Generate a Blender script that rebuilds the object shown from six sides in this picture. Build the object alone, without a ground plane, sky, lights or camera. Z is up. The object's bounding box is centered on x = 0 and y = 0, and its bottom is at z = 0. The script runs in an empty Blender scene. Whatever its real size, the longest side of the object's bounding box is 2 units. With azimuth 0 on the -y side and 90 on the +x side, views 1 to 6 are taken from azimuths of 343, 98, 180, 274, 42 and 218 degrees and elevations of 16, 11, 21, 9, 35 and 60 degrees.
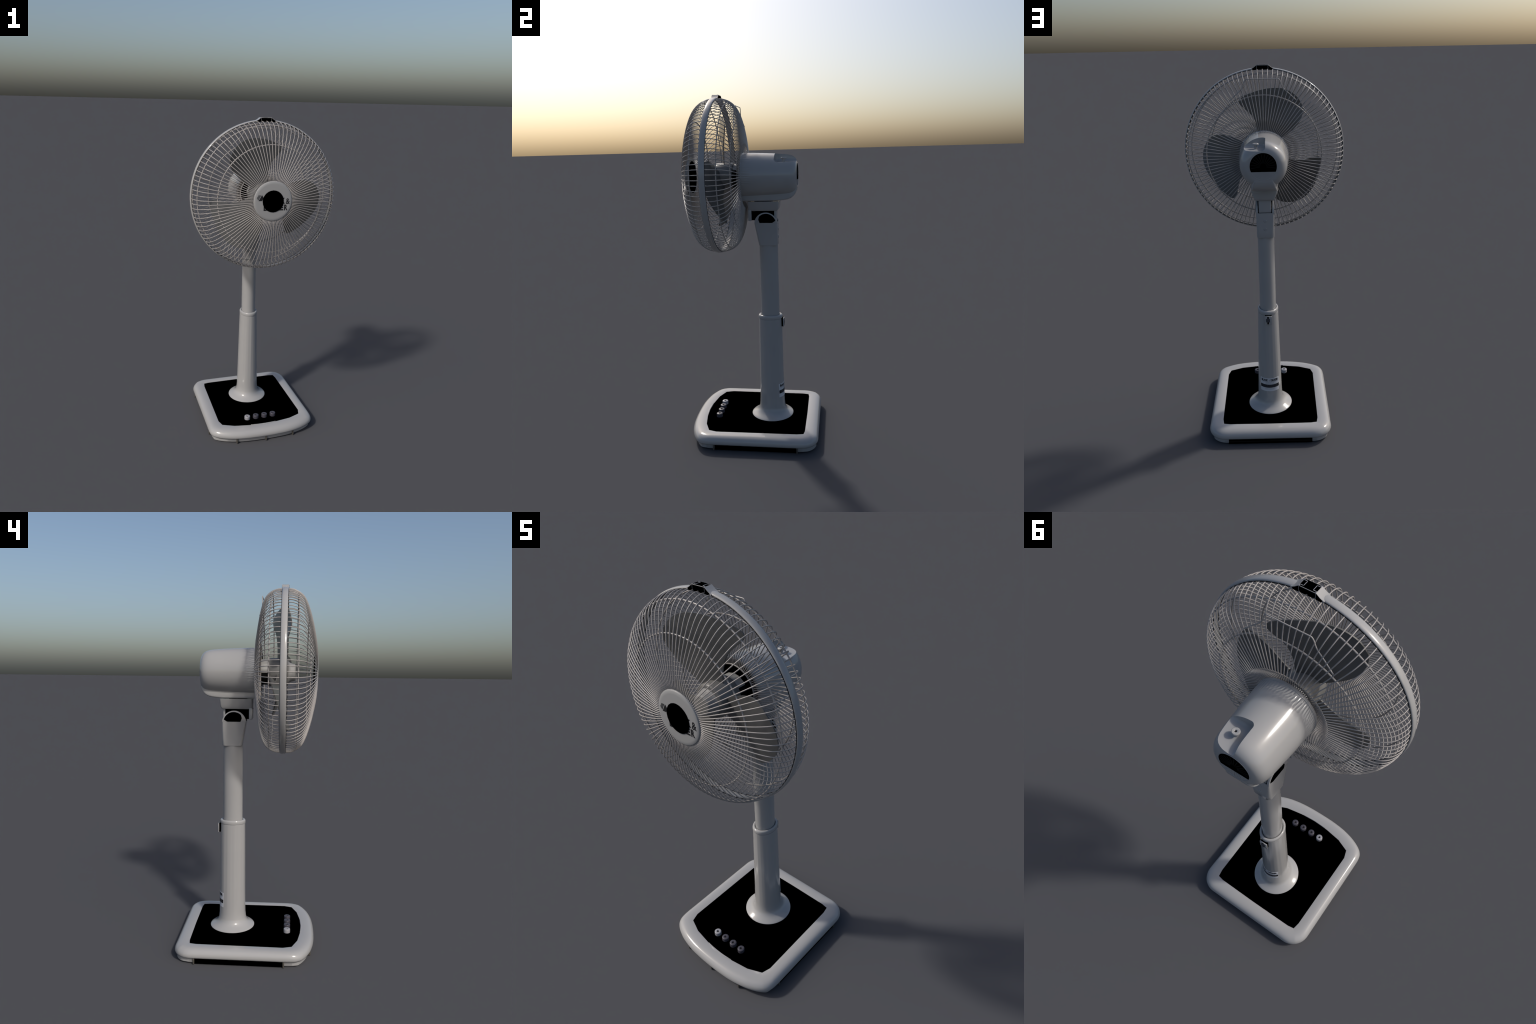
import bpy, bmesh, math
from mathutils import Vector, Matrix

ZC = 1.5441            # height of the fan axis (axis runs along y at x = 0)
PY = 0.0920            # y of the column centre
N_SPOKES = 100
pi = math.pi


# ----------------------------------------------------------------- materials
def principled(name, color, rough=0.4, spec=0.5, grain=0.0, grain_scale=60.0,
               bump=0.0, coat=0.0):
    m = bpy.data.materials.new(name)
    m.use_nodes = True
    nt = m.node_tree
    b = nt.nodes["Principled BSDF"]
    b.inputs["Roughness"].default_value = rough
    b.inputs["Specular IOR Level"].default_value = spec
    b.inputs["Coat Weight"].default_value = coat
    b.inputs["Coat Roughness"].default_value = 0.08
    c = (color[0], color[1], color[2], 1.0)
    b.inputs["Base Color"].default_value = c
    if grain > 0.0:
        tc = nt.nodes.new("ShaderNodeTexCoord")
        nz = nt.nodes.new("ShaderNodeTexNoise")
        nz.inputs["Scale"].default_value = grain_scale
        nz.inputs["Detail"].default_value = 4.0
        nt.links.new(tc.outputs["Object"], nz.inputs["Vector"])
        rp = nt.nodes.new("ShaderNodeValToRGB")
        rp.color_ramp.elements[0].position = 0.3
        rp.color_ramp.elements[1].position = 0.7
        rp.color_ramp.elements[0].color = tuple(v * (1 - grain) for v in color) + (1,)
        rp.color_ramp.elements[1].color = tuple(min(1, v * (1 + grain)) for v in color) + (1,)
        nt.links.new(nz.outputs["Fac"], rp.inputs["Fac"])
        nt.links.new(rp.outputs["Color"], b.inputs["Base Color"])
        if bump > 0.0:
            bp = nt.nodes.new("ShaderNodeBump")
            bp.inputs["Strength"].default_value = bump
            bp.inputs["Distance"].default_value = 0.001
            nt.links.new(nz.outputs["Fac"], bp.inputs["Height"])
            nt.links.new(bp.outputs["Normal"], b.inputs["Normal"])
    return m


WHITE = principled("white_plastic", (0.325, 0.322, 0.320), 0.14, 0.5, 0.012, 6.0)
WIRE = principled("painted_wire", (0.318, 0.297, 0.284), 0.35, 0.5, 0.02, 30.0)
BADGE = principled("badge_plastic", (0.30, 0.30, 0.30), 0.3, 0.5)
MATT = principled("matt_plastic", (0.30, 0.297, 0.29), 0.5, 0.4, 0.02, 20.0)
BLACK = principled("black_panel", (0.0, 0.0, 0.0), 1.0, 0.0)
VENT = principled("black_vent", (0.006, 0.006, 0.006), 0.8, 0.1)
INK = principled("black_ink", (0.012, 0.012, 0.014), 0.6, 0.2)
BLADE = principled("smoke_grey_blade", (0.110, 0.109, 0.106), 0.28, 0.4, 0.05, 25.0)
HUB = principled("grey_hub", (0.17, 0.167, 0.16), 0.35, 0.5, 0.05, 40.0)
KEY_DARK = principled("grey_key", (0.050, 0.047, 0.060), 0.4, 0.4)
KEY_LIGHT = principled("white_key", (0.26, 0.26, 0.28), 0.4, 0.5)
HOLE = principled("dark_hole", (0.02, 0.02, 0.022), 0.7, 0.1)
POST = principled("brown_post", (0.075, 0.07, 0.06), 0.5, 0.3, 0.15, 80.0)
PAPER = principled("label_paper", (0.52, 0.53, 0.56), 0.5, 0.3)
GREY_INK = principled("grey_ink", (0.22, 0.225, 0.24), 0.6, 0.2)
MARK = principled("latch_mark", (0.055, 0.055, 0.065), 0.6, 0.2)
LINER = principled("rim_liner", (0.008, 0.008, 0.008), 0.8, 0.1)


# ----------------------------------------------------------------- helpers
def link(ob, parent=None):
    bpy.context.scene.collection.objects.link(ob)
    if parent is not None:
        ob.parent = parent
    return ob


def make(name, verts, faces, mat, parent=None, angle=35.0, smooth=True):
    me = bpy.data.meshes.new(name)
    me.from_pydata([tuple(v) for v in verts], [], faces)
    bm = bmesh.new()
    bm.from_mesh(me)
    bmesh.ops.recalc_face_normals(bm, faces=bm.faces)
    if smooth:
        lim = math.radians(angle)
        for f in bm.faces:
            f.smooth = True
        for e in bm.edges:
            if len(e.link_faces) == 2 and e.calc_face_angle(0.0) > lim:
                e.smooth = False
    bm.to_mesh(me)
    bm.free()
    me.materials.append(mat)
    return link(bpy.data.objects.new(name, me), parent)


def smooth_angle(me, angle=35.0):
    bm = bmesh.new()
    bm.from_mesh(me)
    for f in bm.faces:
        f.smooth = True
    for e in bm.edges:
        e.smooth = not (len(e.link_faces) == 2 and e.calc_face_angle(0.0) > math.radians(angle))
    bm.to_mesh(me)
    bm.free()


def loft(rings, closed_ring=True, cap=(True, True)):
    """rings: list of equally long point lists -> verts, faces"""
    n = len(rings[0])
    v = [p for r in rings for p in r]
    f = []
    for i in range(len(rings) - 1):
        for j in range(n if closed_ring else n - 1):
            k = (j + 1) % n
            f.append((i * n + j, i * n + k, (i + 1) * n + k, (i + 1) * n + j))
    if cap[0]:
        f.append(tuple(range(n)))
    if cap[1]:
        f.append(tuple(range((len(rings) - 1) * n, len(rings) * n)))
    return v, f


def revolve_y(profile, segs=96, closed=False, cap=(True, True)):
    """profile (r, y) about the fan axis"""
    rings = []
    for r, y in profile:
        rings.append([(r * math.sin(2 * pi * k / segs), y, ZC + r * math.cos(2 * pi * k / segs))
                      for k in range(segs)])
    if closed:
        rings.append(rings[0])
        cap = (False, False)
    return loft(rings, True, cap)


def revolve_z(profile, cx, cy, segs=48, cap=(True, True)):
    rings = [[(cx + r * math.cos(2 * pi * k / segs), cy + r * math.sin(2 * pi * k / segs), z)
              for k in range(segs)] for r, z in profile]
    return loft(rings, True, cap)


def catmull(pts, sub=6, closed=False):
    P = [Vector(p) for p in pts]
    n = len(P)
    out = []
    rng = n if closed else n - 1
    for i in range(rng):
        p0 = P[(i - 1) % n] if (closed or i > 0) else P[0] * 2 - P[1]
        p1, p2 = P[i], P[(i + 1) % n]
        p3 = P[(i + 2) % n] if (closed or i + 2 < n) else P[-1] * 2 - P[-2]
        for s in range(sub):
            t = s / sub
            out.append(0.5 * (2 * p1 + (p2 - p0) * t + (2 * p0 - 5 * p1 + 4 * p2 - p3) * t * t
                              + (3 * p1 - p0 - 3 * p2 + p3) * t ** 3))
    if not closed:
        out.append(P[-1])
    return out


def tube(path, r, sides=8, closed=False):
    P = [Vector(p) for p in path]
    n = len(P)
    ref = Vector((0, 0, 1))
    rings = []
    prev = None
    for i in range(n):
        a = P[(i - 1) % n] if (closed or i > 0) else P[i]
        b = P[(i + 1) % n] if (closed or i < n - 1) else P[i]
        t = (b - a).normalized()
        if prev is None:
            u = t.cross(ref if abs(t.dot(ref)) < 0.9 else Vector((1, 0, 0))).normalized()
        else:
            u = (prev - t * prev.dot(t)).normalized()
        prev = u
        w = t.cross(u)
        rings.append([P[i] + (u * math.cos(2 * pi * k / sides) + w * math.sin(2 * pi * k / sides)) * r
                      for k in range(sides)])
    if closed:
        rings.append(rings[0])
        return loft(rings, True, (False, False))
    return loft(rings)


def ring_y(r, y, rad, segs=144, sides=8):
    """torus about the fan axis"""
    prof = [(r + rad * math.cos(2 * pi * k / sides), y + rad * math.sin(2 * pi * k / sides))
            for k in range(sides)]
    return revolve_y(prof, segs, closed=True)


def join_geo(*geos):
    v, f = [], []
    for gv, gf in geos:
        o = len(v)
        v += list(gv)
        f += [tuple(i + o for i in q) for q in gf]
    return v, f


def box_geo(x0, x1, y0, y1, z0, z1):
    v = [(x, y, z) for x in (x0, x1) for y in (y0, y1) for z in (z0, z1)]
    f = [(0, 1, 3, 2), (4, 6, 7, 5), (0, 4, 5, 1), (2, 3, 7, 6), (0, 2, 6, 4), (1, 5, 7, 3)]
    return v, f


def bevelled(name, geo, mat, parent, width=0.004, segments=3, limit=40):
    """mesh with rounded edges"""
    v, f = geo
    me = bpy.data.meshes.new(name)
    me.from_pydata([tuple(p) for p in v], [], f)
    bm = bmesh.new()
    bm.from_mesh(me)
    bmesh.ops.remove_doubles(bm, verts=bm.verts, dist=1e-6)
    bmesh.ops.recalc_face_normals(bm, faces=bm.faces)
    es = [e for e in bm.edges if len(e.link_faces) == 2 and e.calc_face_angle(0) > math.radians(limit)]
    bmesh.ops.bevel(bm, geom=es, offset=width, segments=segments, profile=0.5, affect='EDGES',
                    clamp_overlap=True)
    for q in bm.faces:
        q.smooth = True
    for e in bm.edges:
        if len(e.link_faces) == 2 and e.calc_face_angle(0.0) > math.radians(40):
            e.smooth = False
    bm.to_mesh(me)
    bm.free()
    me.materials.append(mat)
    return link(bpy.data.objects.new(name, me), parent)


def prism(poly, axis, a, b):
    """extrude a 2-D polygon along an axis ('x': poly is (y,z); 'y': (x,z); 'z': (x,y))"""
    def P(p, t):
        return {'x': (t, p[0], p[1]), 'y': (p[0], t, p[1]), 'z': (p[0], p[1], t)}[axis]
    return loft([[P(p, a) for p in poly], [P(p, b) for p in poly]])


def text_geo(body, size, extrude, offset=0.0):
    cu = bpy.data.curves.new("lettering_curve", 'FONT')
    cu.body = body
    cu.size = size
    cu.extrude = extrude
    cu.offset = offset
    cu.align_x = 'LEFT'
    cu.resolution_u = 4
    ob = bpy.data.objects.new("lettering_curve", cu)
    bpy.context.scene.collection.objects.link(ob)
    dg = bpy.context.evaluated_depsgraph_get()
    dg.update()
    me = bpy.data.meshes.new_from_object(ob.evaluated_get(dg))
    v = [p.co.copy() for p in me.vertices]
    f = [tuple(p.vertices) for p in me.polygons]
    bpy.data.objects.remove(ob)
    bpy.data.curves.remove(cu)
    bpy.data.meshes.remove(me)
    return v, f


def fit_text(body, x0, x1, z0, z1, depth, offset=0.0):
    """text scaled into a box in the xz plane; returns verts (x, depth, z)"""
    v, f = text_geo(body, 1.0, 0.5, offset)
    xs = [p.x for p in v]
    ys = [p.y for p in v]
    ax, bx, ay, by = min(xs), max(xs), min(ys), max(ys)
    out = [(x0 + (p.x - ax) / (bx - ax) * (x1 - x0), p.z * 2 * depth,
            z0 + (p.y - ay) / (by - ay) * (z1 - z0)) for p in v]
    return out, f


# ----------------------------------------------------------------- the thing
fan = bpy.data.objects.new("standing_fan", None)
fan["label"] = "white pedestal fan with wire cage and black base panel"
fan["category"] = "pedestal fan"
link(fan)


# ================================================================= BASE
def fillet(c, d_in, d_out, r, n=14):
    """rounded corner c between incoming dir d_in and outgoing dir d_out"""
    a, b = Vector(d_in).normalized(), Vector(d_out).normalized()
    ang = a.angle(b)
    t = r * math.tan(ang / 2)
    s, e = Vector(c) - a * t, Vector(c) + b * t
    nrm = Vector((-a.y, a.x)) if a.x * b.y - a.y * b.x > 0 else Vector((a.y, -a.x))
    o = s + nrm * r
    a0 = math.atan2(s.y - o.y, s.x - o.x)
    sgn = 1 if a.x * b.y - a.y * b.x > 0 else -1
    return [(o.x + r * math.cos(a0 + sgn * ang * k / n), o.y + r * math.sin(a0 + sgn * ang * k / n))
            for k in range(n + 1)]


def base_outline(hw=0.3475, yb=0.3835, r=0.098):
    """counter-clockwise: straight back and sides, bowed front with generous corners"""
    front = [(-0.3475, -0.200), (-0.3472, -0.235), (-0.3450, -0.264), (-0.3380, -0.289), (-0.3215, -0.3115),
             (-0.2860, -0.3355), (-0.2300, -0.3585), (-0.1600, -0.3745), (-0.0850, -0.3820), (0.0, -0.3840)]
    front = front + [(-x, y) for x, y in reversed(front[:-1])]
    pts = []
    pts += fillet((hw, yb), (0, 1), (-1, 0), r)
    pts += fillet((-hw, yb), (-1, 0), (0, -1), r)
    pts += [(p.x, p.y) for p in catmull([(x, y, 0) for x, y in front], 4)]
    return pts


PANEL = [(0.2755, -0.2094), (0.2715, 0.26), (0.2645, 0.2995), (0.23, 0.3055), (0.0, 0.3075),
         (-0.23, 0.3055), (-0.2645, 0.2995), (-0.2715, 0.26), (-0.2755, -0.2094), (-0.261, -0.256),
         (-0.187, -0.2875), (-0.092, -0.3035), (0.0, -0.3085), (0.092, -0.3035), (0.187, -0.2875),
         (0.261, -0.256)]


def ray_hit(poly, th):
    """radius at which the ray at angle th leaves a star-shaped polygon"""
    dx, dy = math.cos(th), math.sin(th)
    best = 0.0
    n = len(poly)
    for i in range(n):
        (x1, y1), (x2, y2) = poly[i], poly[(i + 1) % n]
        ex, ey = x2 - x1, y2 - y1
        den = dx * ey - dy * ex
        if abs(den) < 1e-12:
            continue
        t = (x1 * ey - y1 * ex) / den
        s = (x1 * dy - y1 * dx) / den
        if t > 0 and -1e-9 <= s <= 1 + 1e-9:
            best = max(best, t)
    return best


OUT = base_outline()
angles = sorted(set([round(2 * pi * k / 240, 6) for k in range(240)]
                    + [round(math.atan2(p[1], p[0]) % (2 * pi), 6) for p in PANEL]))
o_r = [ray_hit(OUT, t) for t in angles]
p_r = [ray_hit(PANEL, t) for t in angles]


def base_ring(f, z):
    return [(math.cos(t) * (o + (p - o) * f), math.sin(t) * (o + (p - o) * f), z)
            for t, o, p in zip(angles, o_r, p_r)]


rim_profile = [(0.20, 0.0345), (0.10, 0.0335), (0.045, 0.0355), (0.012, 0.0405), (0.0, 0.0470),
               (0.010, 0.0535), (0.035, 0.0600), (0.08, 0.0665), (0.15, 0.0730), (0.24, 0.0780),
               (0.36, 0.0815), (0.50, 0.0833), (0.70, 0.0838), (0.90, 0.0826), (1.0, 0.0812)]
v, f = loft([base_ring(a, z) for a, z in rim_profile], True, (True, False))
base = make("base", v, f, WHITE, fan, 50)

# black control panel: sheet with a small thickness, 1 mm below the rim's inner lip
pv = [base_ring(1.0, 0.0700), base_ring(1.0, 0.0814)]
v, f = loft(pv)
panel = make("control_panel", v, f, BLACK, base, 30)

# lower skirt (white) under the rim
def inset_outline(d, z):
    pts = []
    for x, y in OUT:
        extra = 0.0075 * min(1.0, max(0.0, (-y - 0.24) / 0.08))      # the front sits further back
        side = 0.006 * min(1.0, max(0.0, (abs(x) - 0.33) / 0.012))
        pts.append((x * (1 - (d + side) / 0.347), y * (1 - (d + extra) / 0.3835), z))
    return pts

v, f = loft([inset_outline(0.030, 0.0045), inset_outline(0.0135, 0.0045), inset_outline(0.0105, 0.008),
             inset_outline(0.009, 0.0365)])
skirt = make("base_skirt", v, f, WHITE, base, 40)

# black recessed slots along both sides and the back
for sx in (1, -1):
    x = 0.3345 * sx
    make("side_slot", *box_geo(x, x - 0.03 * sx, -0.208, 0.262, 0.0015, 0.0350), BLACK, base)
    for yy in (-0.2135, 0.2665):
        bevelled("foot_post", box_geo(0.3415 * sx, 0.326 * sx, yy - 0.004, yy + 0.004, 0.0, 0.036),
                 POST, base, 0.0012, 2)
make("back_slot", *box_geo(-0.2345, 0.2345, 0.34, 0.3755, 0.0015, 0.0350), BLACK, base)
bevelled("slot_ledge", box_geo(-0.233, 0.233, 0.37, 0.3767, 0.0145, 0.0185), VENT, base, 0.001, 1)
for xx, yy in ((-0.188, -0.3625), (0.0, -0.3765), (0.186, -0.3625)):
    bevelled("foot_post", box_geo(xx - 0.0042, xx + 0.0042, yy, yy + 0.015, 0.0, 0.036), POST, base,
             0.0012, 2)

# raised crescent lip in the middle of the front rim
xs = [-0.083 + 0.166 * k / 24 for k in range(25)]
outer_c = [(x, -0.3035 - 0.0150 * (1 - (x / 0.083) ** 2)) for x in xs]
inner_c = [(x, -0.3040 - 0.0050 * (1 - (x / 0.083) ** 2)) for x in reversed(xs)]
v, f = prism(outer_c + inner_c[1:-1], 'z', 0.078, 0.0846)
make("front_lip", v, f, WHITE, base, 30)

# four push buttons, the first is white
for i, bx in enumerate((-0.0868, -0.0292, 0.0287, 0.0866)):
    prof = [(0.0185, 0.0805), (0.0185, 0.0995), (0.0178, 0.1018), (0.0160, 0.1030), (0.0072, 0.1030),
            (0.0062, 0.1020), (0.0058, 0.0950)]
    v, f = revolve_z(prof, bx, -0.2285, 40, (True, True))
    b = make("push_button", v, f, KEY_LIGHT if i == 0 else KEY_DARK, base, 40)
    v, f = revolve_z([(0.0057, 0.0955), (0.0057, 0.0985)], bx, -0.2285, 20)
    make("button_hole", v, f, HOLE, base)


# ================================================================= COLUMN
def interp(tab, z):
    for (z0, a0), (z1, a1) in zip(tab, tab[1:]):
        if z <= z1:
            t = max(0.0, (z - z0) / (z1 - z0))
            return a0 + (a1 - a0) * t
    return tab[-1][1]


SLX = [(0.0805, .1274), (0.0824, .1274), (0.0838, .1258), (0.0880, .1180), (0.0930, .1082), (0.0985, .0985),
       (0.106, .0880), (0.118, .0788), (0.135, .0732), (0.165, .0704), (0.22, .0688), (0.39, .0646),
       (0.60, .0597), (0.692, .0573)]
SLY = [(0.0805, .1274), (0.0824, .1274), (0.0838, .1260), (0.0880, .1188), (0.0930, .1092), (0.0985, .1005),
       (0.106, .0910), (0.118, .0832), (0.135, .0782), (0.165, .0757), (0.22, .0740), (0.39, .0722),
       (0.60, .0708), (0.692, .0702)]


def oval(ax, ay, z, n=144, wave=0.0):
    out = []
    for k in range(n):
        a = 2 * pi * k / n
        # shallow moulding waves that give the long vertical glints
        w = 1.0 + wave * (math.cos(13 * a + 0.4) + 0.7 * math.cos(22 * a + 1.9))
        out.append((ax * w * math.cos(a), PY + ay * w * math.sin(a), z))
    return out


zs = [z for z, _ in SLX[:10]] + [0.19, 0.22, 0.30, 0.39, 0.50, 0.60, 0.692]
rings = [oval(interp(SLX, z), interp(SLY, z), z, 144, 0.0045 * min(1.0, max(0.0, (z - 0.13) / 0.2)) if z < 0.69 else 0.0) for z in zs]
# groove and rounded collar at the top
for d, z in ((-0.0012, 0.6925), (-0.0012, 0.6945), (0.0006, 0.6955), (0.0012, 0.6985), (0.0012, 0.7080),
             (0.0002, 0.7130), (-0.0022, 0.7165), (-0.0055, 0.7178), (-0.0085, 0.7165), (-0.0102, 0.712),
             (-0.0105, 0.700)):
    rings.append(oval(0.0566 + d, 0.0708 + d * 1.35, z))
v, f = loft(rings)
sleeve = make("column_sleeve", v, f, WHITE, fan, 45)

v, f = loft([oval(0.0455, 0.0553, 0.698), oval(0.0452, 0.0550, 0.9), oval(0.0447, 0.0545, 1.15)])
pole = make("pole", v, f, WHITE, fan, 60)


def sleeve_y(x, z, off=0.0):
    ax, ay = interp(SLX, z), interp(SLY, z)
    return PY + (ay + off) * math.sqrt(max(0.0, 1 - (x / (ax + off)) ** 2))


# latch on the back of the sleeve
latch = bevelled("height_latch", box_geo(-0.0225, 0.0190, 0.1685, 0.1737, 0.6425, 0.6930), WHITE, sleeve,
                 0.0012, 2)
make("latch_gap", *box_geo(-0.0205, 0.0170, 0.150, 0.1687, 0.6440, 0.6945), BLACK, latch)
make("latch_slot", *box_geo(-0.0045, 0.0042, 0.171, 0.1742, 0.6450, 0.6905), BLACK, latch)
make("latch_button", *box_geo(-0.0112, 0.0108, 0.171, 0.1755, 0.6575, 0.6785), MARK, latch)


# rating label wrapped round the back of the sleeve
LZ0, LZ1, LW = 0.2020, 0.2880, 0.0520


def wrapped_patch(x0, x1, z0, z1, off, thick, nx=28, nz=4):
    v, f = [], []
    for s in (off, off + thick):
        for i in range(nx + 1):
            for j in range(nz + 1):
                x = x0 + (x1 - x0) * i / nx
                z = z0 + (z1 - z0) * j / nz
                v.append((x, sleeve_y(x, z, s), z))
    m = (nx + 1) * (nz + 1)

    def I(i, j, s):
        return s * m + i * (nz + 1) + j
    for i in range(nx):
        for j in range(nz):
            f.append((I(i, j, 1), I(i + 1, j, 1), I(i + 1, j + 1, 1), I(i, j + 1, 1)))
            f.append((I(i, j, 0), I(i, j + 1, 0), I(i + 1, j + 1, 0), I(i + 1, j, 0)))
    for i in range(nx):
        f.append((I(i, 0, 0), I(i + 1, 0, 0), I(i + 1, 0, 1), I(i, 0, 1)))
        f.append((I(i, nz, 0), I(i, nz, 1), I(i + 1, nz, 1), I(i + 1, nz, 0)))
    for j in range(nz):
        f.append((I(0, j, 0), I(0, j, 1), I(0, j + 1, 1), I(0, j + 1, 0)))
        f.append((I(nx, j, 0), I(nx, j + 1, 0), I(nx, j + 1, 1), I(nx, j, 1)))
    return v, f


def wrapped_text(body, x0, x1, z0, z1, off, thick, offset=0.0):
    """text on the sleeve's back: reads left to right when seen from +y"""
    v, f = fit_text(body, -x1, -x0, z0, z1, 0.5, offset)
    out = []
    for (x, d, z) in v:
        X = -x
        out.append((X, sleeve_y(X, z, off + (thick if d > 0 else 0.0)), z))
    return out, f


def lz(t):
    return LZ0 + (LZ1 - LZ0) * t


v, f = wrapped_patch(-LW, LW, LZ0, LZ1, -0.0004, 0.0011)
label = make("rating_label", v, f, PAPER, sleeve, 40)
v, f = wrapped_patch(-LW + 0.0003, LW - 0.0003, lz(0.28), lz(0.52), 0.0004, 0.0008)
make("label_band", v, f, INK, label, 40)
v, f = wrapped_text("BLACK", 0.0110, 0.0470, lz(0.77), lz(0.94), 0.0004, 0.0009, 0.05)
make("label_lettering", v, f, INK, label, 30)
v, f = wrapped_text("DECKER", -0.0470, -0.0050, lz(0.77), lz(0.94), 0.0004, 0.0009, 0.05)
make("label_lettering", v, f, INK, label, 30)
v, f = wrapped_text("&", -0.0015, 0.0070, lz(0.77), lz(0.92), 0.0004, 0.0009)
make("label_lettering", v, f, GREY_INK, label, 30)
# fine print: rows of small strokes
def fine_print(rows, off, mat, name, seed):
    geos = []
    k = seed
    for t0, t1, x0, x1 in rows:
        x = x0
        while x < x1:
            k = (k * 1103515245 + 12345) % 2147483648
            w = 0.0018 + 0.0042 * (k / 2147483648)
            geos.append(wrapped_patch(x, min(x + w, x1), lz(t0), lz(t1), off, 0.0006, 2, 1))
            x += w + 0.0014
    v, f = join_geo(*geos)
    ob = make(name, v, f, mat, label, 30)
    ob["kind"] = "stuff"


fine_print([(0.705, 0.735, -0.046, 0.046), (0.645, 0.670, -0.024, 0.026), (0.580, 0.605, -0.028, 0.028),
            (0.20, 0.225, -0.030, 0.030), (0.14, 0.16, -0.026, 0.026)], 0.0004, GREY_INK, "fine_print", 7)
fine_print([(0.425, 0.475, -0.043, 0.043), (0.33, 0.38, -0.043, 0.043)], 0.0010, MARK, "fine_print", 91)

# ================================================================= NECK
ARC_C, ARC_R = (0.0830, 1.2690), 0.0668
def lower_w(z):    # half width in x
    return 0.0462 + (z - 1.1425) / (1.28 - 1.1425) * (0.0480 - 0.0462)


# solid lower part, lofted between rounded-rectangle sections
def round_rect(x0, x1, y0, y1, r, z, n=6):
    pts = []
    for cx, cy, a in ((x1 - r, y1 - r, 0), (x0 + r, y1 - r, 90), (x0 + r, y0 + r, 180), (x1 - r, y0 + r, 270)):
        for k in range(n + 1):
            t = math.radians(a + 90 * k / n)
            pts.append((cx + r * math.cos(t), cy + r * math.sin(t), z))
    return pts


secs = []
for z, y0, y1, r in ((1.1425, 0.0400, 0.1488, 0.020), (1.1435, 0.0392, 0.1494, 0.020), (1.18, 0.0325, 0.1502, 0.016),
                     (1.23, 0.0240, 0.1505, 0.012), (1.262, 0.0185, 0.1500, 0.009), (1.2785, 0.0172, 0.1492, 0.008)):
    w = lower_w(z)
    secs.append(round_rect(-w, w, y0, y1, r, z))
v, f = loft(secs)
neck = make("neck", v, f, WHITE, fan, 50)

# two cheek plates with rounded tops
arch = [(0.0172, 1.2785)]
for k in range(25):
    a = pi - (pi) * k / 24
    arch.append((ARC_C[0] + ARC_R * math.cos(a), max(1.2785, ARC_C[1] + ARC_R * math.sin(a))))
arch.append((0.1492, 1.2785))
clean = []
for p in arch:
    if not clean or (abs(p[0] - clean[-1][0]) + abs(p[1] - clean[-1][1])) > 1e-5:
        clean.append(p)
arch = [(0.0172, 1.272)] + [p for p in clean if p[1] > 1.2786] + [(0.1492, 1.272)]
dome = [(0.0476, 1.2757), (0.0405, 1.2950), (0.0440, 1.3085)]
for k in range(13):
    a = math.radians(132 - 116 * k / 12)
    dome.append((0.0850 + 0.0570 * math.cos(a), 1.2720 + 0.0570 * math.sin(a)))
dome += [(0.1376, 1.2860), (0.1215, 1.2757)]
for sx in (1, -1):
    bevelled("cheek_plate", prism(arch, 'x', 0.0372 * sx, 0.0480 * sx), WHITE, neck, 0.0015, 2)
    v, f = prism(dome, 'x', 0.040 * sx, 0.0486 * sx)
    make("pivot_cap", v, f, BLACK, neck, 30)
for z in (1.2352, 1.1912):
    v, f = [], []
    rings = [[(r * math.cos(2 * pi * k / 24), y, z + r * math.sin(2 * pi * k / 24)) for k in range(24)]
             for r, y in ((0.0085, 0.148), (0.0085, 0.1512), (0.0070, 0.1524), (0.0048, 0.1524), (0.0040, 0.1515))]
    v, f = loft(rings)
    make("screw", v, f, BADGE, neck, 40)

# pivot block between neck and motor
def taper_block(z):
    t = (z - 1.3455) / (1.4005 - 1.3455)
    return 0.0475 + (0.0690 - 0.0475) * min(1, max(0, t)) ** 0.8


secs = []
for z, yb in ((1.3455, 0.1500), (1.3475, 0.1535), (1.356, 0.1585), (1.368, 0.1600), (1.385, 0.1605), (1.3985, 0.1605),
              (1.4005, 0.1590)):
    w = taper_block(z)
    secs.append(round_rect(-w, w, -0.0175, yb, 0.009, z))
v, f = loft(secs)
pivot = make("pivot_block", v, f, WHITE, fan, 40)
bevelled("pivot_arm", box_geo(-0.0540, 0.0540, -0.0175, 0.0015, 1.2885, 1.352), WHITE, pivot, 0.004, 3)
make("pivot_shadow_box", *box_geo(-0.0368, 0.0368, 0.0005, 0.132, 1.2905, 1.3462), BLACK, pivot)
make("tongue_seam", *box_geo(-0.0366, 0.0366, 0.1320, 0.1458, 1.2780, 1.2806), BLACK, pivot)
bevelled("tilt_tongue", box_geo(-0.0328, 0.0328, 0.120, 0.1450, 1.270, 1.347), WHITE, pivot, 0.004, 3)
for yy in (0.120, 0.127):
    bevelled("hinge_rib", box_geo(-0.0365, 0.0365, yy, yy + 0.0035, 1.320, 1.347), WHITE, pivot, 0.001, 2)
make("turntable", *revolve_z([(0.050, 1.4000), (0.050, 1.4042)], 0.0, 0.065, 40), BLACK, pivot)

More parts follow.
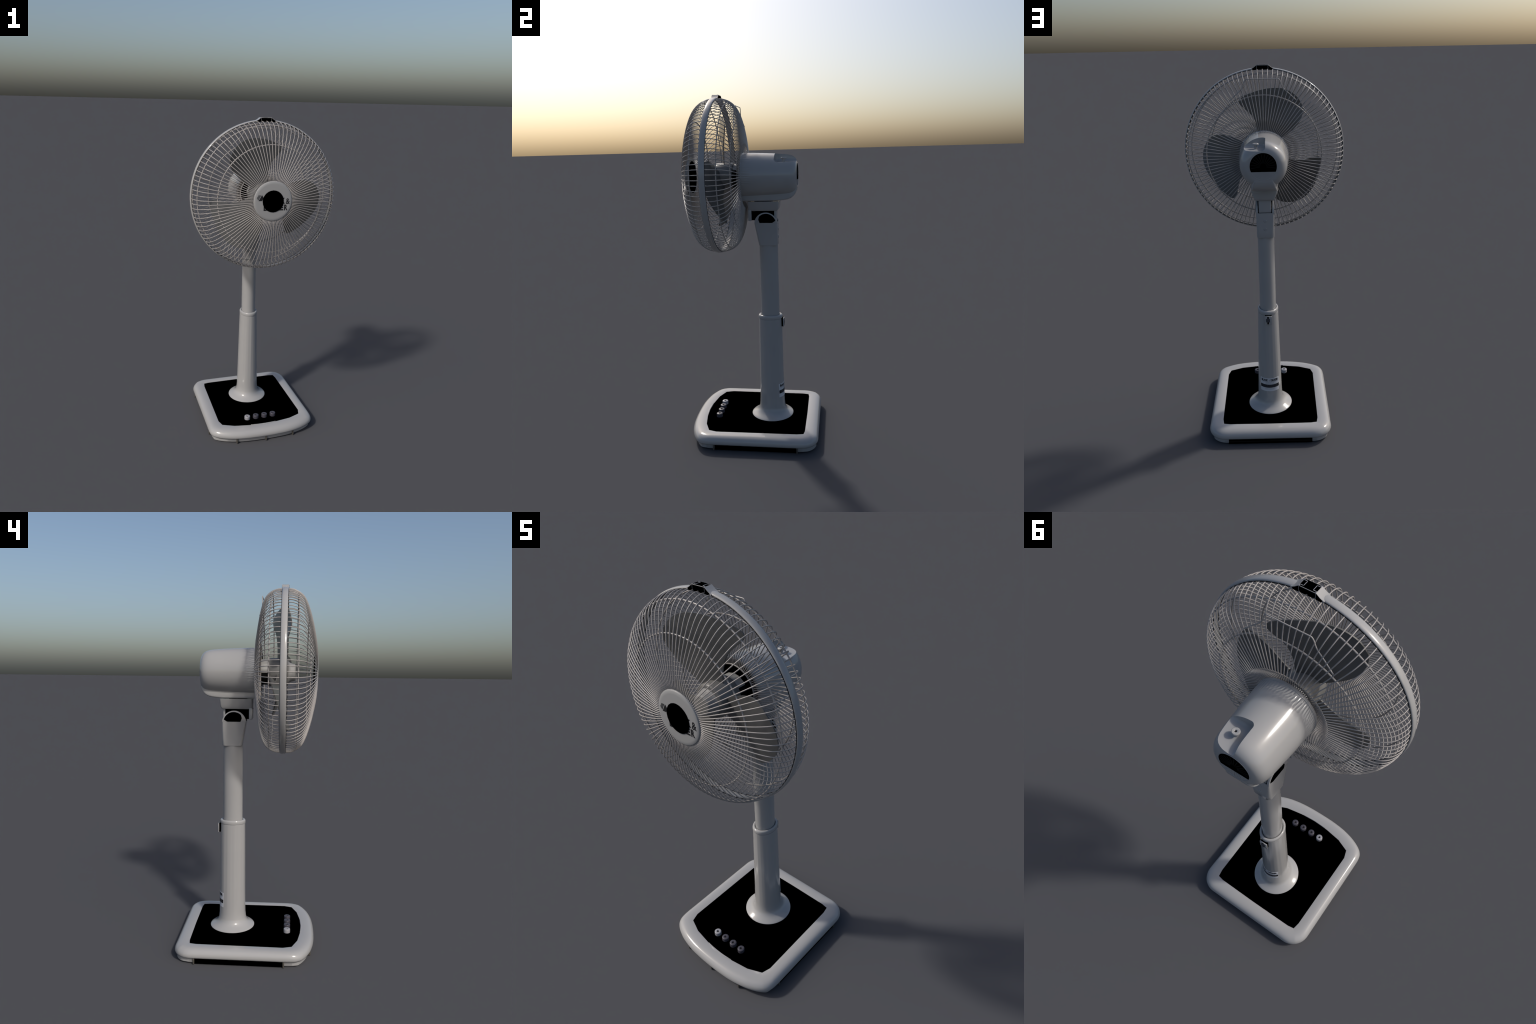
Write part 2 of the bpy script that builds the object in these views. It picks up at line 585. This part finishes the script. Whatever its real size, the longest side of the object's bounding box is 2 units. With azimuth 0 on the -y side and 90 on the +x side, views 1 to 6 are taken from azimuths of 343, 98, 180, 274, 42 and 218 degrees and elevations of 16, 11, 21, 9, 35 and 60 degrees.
# ================================================================= MOTOR HOUSING
# stations along y: (y, radius, bottom z, flute amplitude)
ST = [(-0.0560, .1255, 1.4085, 0), (-0.0550, .1290, 1.4065, 0), (-0.0520, .1318, 1.4045, 0), (-0.0440, .1328, 1.4035, 0),
      (-0.0405, .1326, 1.4035, 0), (-0.0395, .1308, 1.4040, 0), (-0.0380, .1308, 1.4040, .2), (-0.0340, .1310, 1.4038, 1),
      (-0.0150, .1310, 1.4036, 1), (-0.0020, .1308, 1.4036, .8), (0.0080, .1306, 1.4036, .3), (0.0150, .1304, 1.4036, 0),
      (0.0500, .1290, 1.4036, 0), (0.1000, .1266, 1.4036, 0), (0.1400, .1243, 1.4036, 0), (0.1700, .1224, 1.4052, 0),
      (0.2000, .1198, 1.4085, 0), (0.2180, .1174, 1.4124, 0), (0.2320, .1140, 1.4180, 0), (0.2430, .1092, 1.4255, 0),
      (0.2520, .1028, 1.4350, 0), (0.2590, .0948, 1.4460, 0), (0.2635, .0870, 1.4570, 0), (0.2660, .0790, 1.4670, 0),
      (0.2668, .0740, 1.4720, 0)]
NF = 62                     # number of flutes round the front of the housing


def housing_section(y, R, zb, amp):
    R -= 0.0006
    pts = []
    n = 372
    half = []
    a_end = math.radians(146.5)
    m = 150
    for k in range(m + 1):
        a = a_end * k / m
        fade = 1.0 if a < math.radians(112) else 0.0
        r = R - (0.0013 * amp * fade * (0.5 - 0.5 * math.cos(NF * a)))
        half.append((r * math.sin(a), ZC + r * math.cos(a)))
    xe, ze = half[-1]
    # below the barrel the wall drops straight down as a lip, then rounds under
    w = xe
    h = ze - zb
    rr = min(0.008, h * 0.6)
    for fz in (0.96, 0.75, 0.5):
        half.append((w + 0.0012 * (1 - fz), max(zb + rr, zb + h * fz)))
    for k in range(6):
        a = math.radians(90 * k / 5)
        half.append((w + 0.0008 - rr + rr * math.cos(a), zb + rr - rr * math.sin(a)))
    half.append((w * 0.5, zb))
    right = [(x, y, z) for x, z in half]
    left = [(-x, y, z) for x, z in reversed(half[1:])]
    bottom_mid = [(0.0, y, zb)]
    return right + bottom_mid + left


v, f = loft([housing_section(*s) for s in ST])
housing = make("motor_housing", v, f, WHITE, fan, 32)
# recess for the swing knob at the back right of the top
cut = bevelled("cutter", box_geo(-0.0115, 0.20, 0.1420, 0.40, 1.6200, 1.80), WHITE, None, 0.018, 6)
md = housing.modifiers.new("recess", 'BOOLEAN')
md.operation = 'DIFFERENCE'
md.object = cut
md.solver = 'EXACT'
bpy.context.view_layer.update()
dg = bpy.context.evaluated_depsgraph_get()
me = bpy.data.meshes.new_from_object(housing.evaluated_get(dg))
housing.modifiers.clear()
old = housing.data
housing.data = me
bpy.data.meshes.remove(old)
smooth_angle(housing.data, 32)
bpy.data.objects.remove(cut)

KX, KY = 0.0364, 0.1936
v, f = revolve_z([(0.0072, 1.615), (0.0072, 1.6375), (0.0120, 1.6380), (0.0158, 1.6400), (0.0165, 1.6425), (0.0160, 1.6452),
                  (0.0140, 1.6472), (0.0062, 1.6472), (0.0050, 1.6462), (0.0045, 1.640)], KX, KY, 36)
knob = make("swing_knob", v, f, WHITE, housing, 40)
v, f = revolve_z([(0.0044, 1.6405), (0.0044, 1.6425)], KX, KY, 16)
make("knob_hole", v, f, HOLE, knob)

# round rear vent: black upper part, white ribbed lower part
VZ, VR, VCUT = 1.5465, 0.0655, 1.5205
yb = 0.2668
seg = []
a0 = math.asin((VCUT - VZ) / VR)
for k in range(41):
    a = a0 + (pi - 2 * a0) * k / 40
    seg.append((VR * math.cos(a), VZ + VR * math.sin(a)))
v, f = prism(seg, 'y', yb - 0.004, yb + 0.0012)
vent = make("rear_vent", v, f, BLACK, housing, 30)
# raised thin ring round the vent
prof = []
rings = []
for k in range(96):
    a = 2 * pi * k / 96
    ring = []
    for r, y in ((VR + 0.0005, yb - 0.002), (VR + 0.0005, yb + 0.0010), (VR + 0.0018, yb + 0.0016),
                 (VR + 0.0036, yb + 0.0010), (VR + 0.0042, yb - 0.002)):
        ring.append((r * math.cos(a), y, VZ + r * math.sin(a)))
    rings.append(ring)
rings.append(rings[0])
v, f = loft(rings, True, (False, False))
make("vent_rim", v, f, WHITE, housing, 40)


def radial_bar(a, r0, r1, w, y0, y1):
    ca, sa = math.cos(a), math.sin(a)
    pts = [(r0, -w * 0.6), (r1, -w), (r1, w), (r0, w * 0.6)]
    poly = [(r * ca - t * sa, VZ + r * sa + t * ca) for r, t in pts]
    return prism(poly, 'y', y0, y1)


for k in range(24):
    a = 2 * pi * (k + 0.5) / 24
    zt = VZ + 0.06 * math.sin(a)
    upper = zt > VCUT + 0.004
    if upper:
        r1 = 0.061
        r0 = 0.016
        if math.sin(a) < 0:
            r1 = min(r1, (VZ - VCUT) / -math.sin(a) - 0.001)
        v, f = radial_bar(a, r0, r1, 0.0016, yb, yb + 0.0024)
        make("vent_rib", v, f, VENT, vent, 30)
    elif math.sin(a) < -0.3:
        r0 = (VZ - VCUT + 0.003) / -math.sin(a)
        if r0 < 0.054:
            v, f = radial_bar(a, r0, 0.061, 0.0024, yb - 0.002, yb + 0.0016)
            make("vent_rib", v, f, WHITE, housing, 30)

# boss inside the cage: black plate, black boss, pale shell round its upper -x side
v, f = revolve_y([(0.1235, -0.0530), (0.1235, -0.0580)], 72)
plate = make("motor_plate", v, f, BLACK, housing, 30)
v, f = revolve_y([(0.0640, -0.056), (0.0665, -0.060), (0.0665, -0.0950), (0.0640, -0.0975)], 64)
boss = make("motor_boss", v, f, VENT, housing, 30)
rings = []
for k in range(41):
    th = math.radians(-92 + 150 * k / 40)      # angle from the top, negative toward -x
    wob = 0.0010 * math.cos(14 * th)
    rings.append([((r + wob) * math.sin(th), y, ZC + (r + wob) * math.cos(th))
                  for r, y in ((0.0640, -0.0585), (0.0695, -0.0585), (0.0695, -0.0955), (0.0675, -0.0990),
                               (0.0500, -0.0990), (0.0500, -0.0960))])
v, f = loft(rings)
make("boss_pale_shell", v, f, MATT, housing, 35)

# ================================================================= FAN BLADES
v, f = revolve_y([(0.060, -0.1000), (0.0745, -0.1010), (0.0770, -0.1040), (0.0765, -0.1900), (0.0745, -0.2010),
                  (0.0690, -0.2065), (0.0560, -0.2085), (0.045, -0.2085)], 72)
hub = make("blade_hub", v, f, HUB, fan, 45)
v, f = revolve_y([(0.0600, -0.2075), (0.0545, -0.2125), (0.0500, -0.2215), (0.0475, -0.2320), (0.0455, -0.2420),
                  (0.0420, -0.2462), (0.0360, -0.2480)], 64)
make("spinner_knob", v, f, MATT, hub, 45)

# blade outline in (t, rad): t runs tangentially, rad along the blade
edge = [(0.030, 0.068), (0.037, 0.135), (0.056, 0.190), (0.090, 0.227), (0.119, 0.255), (0.128, 0.275), (0.115, 0.294),
        (0.060, 0.318), (0.002, 0.3325), (-0.055, 0.3385), (-0.115, 0.3315), (-0.172, 0.300), (-0.206, 0.256),
        (-0.2165, 0.222), (-0.213, 0.190), (-0.196, 0.153), (-0.157, 0.112), (-0.104, 0.074), (-0.062, 0.046)]
dense = [(p.x, p.y) for p in catmull([(a, b, 0) for a, b in edge], 5)]


def blade_y(t, rad):
    """pitched, slightly cambered sheet: steeper outboard, flattening toward the trailing root"""
    if t > 0:
        return -0.1600 + 0.32 * t
    k = 0.19 + 0.10 * min(1.0, max(0.0, (rad - 0.150) / 0.09))
    blend = min(1.0, -t / 0.10)
    k = 0.32 + (k - 0.32) * blend
    return -0.1600 + k * t


# fill the outline with a grid: map rings of the outline toward an inner spine point
core = (-0.020, 0.190)
NB = 9
verts, faces = [], []
n = len(dense)
TH = 0.0032
for side in (0, 1):
    for i in range(NB):
        s = 1.0 - i / NB
        th = TH * (1 if side == 0 else -1) * (0.85 if i == 0 else 1.0)
        for t, rad in dense:
            tt = core[0] + (t - core[0]) * s
            rr = core[1] + (rad - core[1]) * s
            verts.append((tt, blade_y(tt, rr) + th, rr))
    verts.append((core[0], blade_y(*core) + TH * (1 if side == 0 else -1), core[1]))
m = NB * n + 1
for side in (0, 1):
    o = side * m
    for i in range(NB - 1):
        for j in range(n):
            k = (j + 1) % n
            faces.append((o + i * n + j, o + i * n + k, o + (i + 1) * n + k, o + (i + 1) * n + j))
    for j in range(n):
        faces.append((o + (NB - 1) * n + j, o + (NB - 1) * n + (j + 1) % n, o + NB * n))
for j in range(n):
    k = (j + 1) % n
    faces.append((j, m + j, m + k, k))
blade = make("fan_blade", verts, faces, BLADE, fan, 50)
blade.location = (0, 0, ZC)
for a in (120, 240):
    b2 = blade.copy()
    b2.rotation_euler = (0, math.radians(a), 0)
    link(b2, fan)

# ================================================================= RIM AND CAGE
RY = -0.1862
prof = [(0.4355, RY - 0.0150), (0.4380, RY - 0.0160), (0.4405, RY - 0.0155), (0.4425, RY - 0.0120), (0.4436, RY - 0.0060),
        (0.4440, RY), (0.4436, RY + 0.0060), (0.4425, RY + 0.0120), (0.4405, RY + 0.0155), (0.4380, RY + 0.0160),
        (0.4355, RY + 0.0150), (0.4372, RY)]
v, f = revolve_y(prof, 192, closed=True)
rim = make("cage_rim", v, f, WHITE, fan, 50)
for e in (-1, 1):
    prof = [(0.4338, RY + e * 0.0150), (0.4362, RY + e * 0.0152), (0.4368, RY + e * 0.0164), (0.4360, RY + e * 0.0174),
            (0.4342, RY + e * 0.0172)]
    v, f = revolve_y(prof, 192, closed=True)
    make("rim_liner", v, f, LINER, rim, 40)

# clip at the top of the rim
CT = 2.0000
clip_poly = [(-0.0625, 1.9815), (-0.0590, 1.9830), (-0.0470, 1.9885), (-0.0345, 1.9985), (-0.0320, CT), (0.0320, CT),
             (0.0345, 1.9985), (0.0470, 1.9885), (0.0590, 1.9830), (0.0625, 1.9815), (0.0610, 1.9755), (0.0300, 1.9795),
             (0.0, 1.9805), (-0.0300, 1.9795), (-0.0610, 1.9755)]
v, f = prism(clip_poly, 'y', -0.2040, -0.1670)
clip = make("rim_clip", v, f, WHITE, rim, 25)
for yy, s in ((-0.2040, -1), (-0.1670, 1)):
    y0, y1 = yy - 0.002 * s, yy + 0.0007 * s
    v, f = prism([(-0.0298, 1.9765), (0.0298, 1.9765), (0.0298, CT - 0.0018), (-0.0298, CT - 0.0018)], 'y', y0, y1)
    make("clip_panel", v, f, BLACK, clip)
    for sx in (1, -1):
        v, f = prism([(0.0318 * sx, 1.9760), (0.0570 * sx, 1.9745), (0.0545 * sx, 1.9830), (0.0455 * sx, 1.9880),
                      (0.0340 * sx, 1.9970), (0.0318 * sx, 1.9980)], 'y', y0, y1)
        make("clip_panel", v, f, BLACK, clip)
yc = -0.1855
W, D = 0.0311, 0.0172
v, f = prism([(-W, yc - D), (W, yc - D), (W, yc + D), (-W, yc + D)], 'z', CT - 0.004, CT + 0.0004)
top_panel = make("clip_panel", v, f, BLACK, clip)
for sx in (1, -1):
    path = [(0.0300 * sx, -0.0172), (0.0300 * sx, -0.0115), (0.0175 * sx, -0.0115), (0.0175 * sx, 0.0115),
            (0.0300 * sx, 0.0115), (0.0300 * sx, 0.0172)]
    geos = []
    lw = 0.0009
    for (xa, ya), (xb, yb2) in zip(path, path[1:]):
        geos.append(box_geo(min(xa, xb) - lw, max(xa, xb) + lw, yc + min(ya, yb2) - lw, yc + max(ya, yb2) + lw,
                            CT - 0.003, CT + 0.0009))
    v, f = join_geo(*geos)
    make("clip_bracket", v, f, KEY_LIGHT, clip, smooth=False)
# all geometry above must stay under z = 2.0 -> shift the clip group down a hair
for ob in [clip] :
    ob.location.z = -0.0009

# --- front cage
front_ring = join_geo(ring_y(0.4150, -0.2575, 0.0029), ring_y(0.3110, -0.3178, 0.0029))
front = make("front_guard", *front_ring, WIRE, fan, 60)
front_path = catmull([(0.4335, -0.1990), (0.4350, -0.2120), (0.4315, -0.2330), (0.4190, -0.2595), (0.3985, -0.2840),
                      (0.3700, -0.3010), (0.3220, -0.3195), (0.2600, -0.3370), (0.1900, -0.3520), (0.1380, -0.3605),
                      (0.1180, -0.3590), (0.1060, -0.3520)], 3)
rear_path = catmull([(0.4335, -0.1735), (0.4350, -0.1600), (0.4315, -0.1400), (0.4205, -0.1135), (0.4010, -0.0905),
                     (0.3720, -0.0735), (0.3220, -0.0590), (0.2600, -0.0470), (0.2080, -0.0385), (0.1920, -0.0358),
                     (0.1865, -0.0353), (0.1810, -0.0375), (0.1600, -0.0510), (0.1450, -0.0590), (0.1300, -0.0612), (0.1090, -0.0610)], 3)


def spokes(path, parent, name):
    pts = [(0.0, p.y, p.x) for p in path]
    v, f = tube(pts, 0.0021, 8)
    ob = make(name, v, f, WIRE, parent, 80)
    ob.location = (0, 0, ZC)
    for k in range(1, N_SPOKES):
        c = ob.copy()
        c.rotation_euler = (0, 2 * pi * k / N_SPOKES, 0)
        link(c, parent)


spokes(front_path, front, "guard_spoke")
rear_ring = join_geo(ring_y(0.4150, -0.1165, 0.0029), ring_y(0.3100, -0.0640, 0.0029), ring_y(0.1085, -0.0625, 0.0030))
rear = make("rear_guard", *rear_ring, WIRE, fan, 60)
spokes(rear_path, rear, "guard_spoke")

# carrying hook of bent wire on the rear cage
hook = catmull([(-0.1740, -0.0590, 1.8270), (-0.1420, -0.0640, 1.8560), (-0.1120, -0.0680, 1.8820), (-0.1010, -0.0680, 1.8990),
                (-0.0935, -0.0675, 1.9200), (-0.0860, -0.0670, 1.9310), (-0.0740, -0.0665, 1.9335), (0.0, -0.0660, 1.9335),
                (0.0740, -0.0665, 1.9335), (0.0860, -0.0670, 1.9310), (0.0935, -0.0675, 1.9200), (0.1010, -0.0680, 1.8990),
                (0.1120, -0.0680, 1.8820), (0.1420, -0.0640, 1.8560), (0.1740, -0.0590, 1.8270)], 4)
v, f = tube(hook, 0.0023, 8)
make("carry_hook", v, f, WIRE, rear, 80)

# --- badge in the middle of the front cage
v, f = revolve_y([(0.090, -0.3480), (0.1120, -0.3490), (0.1150, -0.3540), (0.1146, -0.3600), (0.1122, -0.3638), (0.1075, -0.3658),
                   (0.0980, -0.3664)],
                 96)
badge = make("badge", v, f, BADGE, front, 30)
v, f = revolve_y([(0.0920, -0.3500), (0.0920, -0.3470)], 48)
make("badge_back", v, f, BLACK, badge, 20)
v, f = revolve_y([(0.0625, -0.3600), (0.0628, -0.3680), (0.0618, -0.3690)], 24)
make("badge_disc", v, f, BLACK, badge, 20)


def front_text(body, x0, x1, z0, z1, mat, offset=0.0):
    v, f = fit_text(body, x0, x1, z0, z1, 0.5, offset)
    v = [(x, -0.3660 - (0.0009 if d > 0 else 0.0), z) for x, d, z in v]
    # text is drawn facing +z in its own plane; d > 0 is the side toward the viewer
    make("badge_lettering", v, f, mat, badge, 30)


front_text("BLACK", -0.0560, 0.0720, 1.5290, 1.5635, INK, 0.045)
front_text("&", 0.0755, 0.1000, 1.5260, 1.5595, INK, 0.02)
front_text("DECKE", -0.0560, 0.0615, 1.4905, 1.5240, INK, 0.045)
front_text("R", 0.0660, 0.0865, 1.4905, 1.5240, INK, 0.045)
# hexagon emblem: solid lower-right half and three slanted bars
hx, hz, hr = -0.0768, 1.5645, 0.0205


def emblem(poly):
    v, f = prism(poly, 'y', -0.3655, -0.3669)
    make("badge_emblem", v, f, INK, badge)


hexa = [(hx + hr * math.cos(math.radians(60 * k)), hz + hr * 0.93 * math.sin(math.radians(60 * k))) for k in range(6)]


def clip_half(poly, nx, nz, d):
    out = []
    for i in range(len(poly)):
        p, q = poly[i], poly[(i + 1) % len(poly)]
        sp, sq = p[0] * nx + p[1] * nz - d, q[0] * nx + q[1] * nz - d
        if sp >= 0:
            out.append(p)
        if (sp >= 0) != (sq >= 0):
            t = sp / (sp - sq)
            out.append((p[0] + (q[0] - p[0]) * t, p[1] + (q[1] - p[1]) * t))
    return out


ang = math.radians(-30)
nx, nz = math.cos(ang), math.sin(ang)
c0 = hx * nx + hz * nz
emblem(clip_half(hexa, nx, nz, c0 - 0.0005))
for lo, hi in ((-0.0180, -0.0150), (-0.0128, -0.0098), (-0.0076, -0.0046)):
    strip = clip_half(clip_half(hexa, nx, nz, c0 + lo), -nx, -nz, -(c0 + hi))
    if len(strip) > 2:
        emblem(strip)
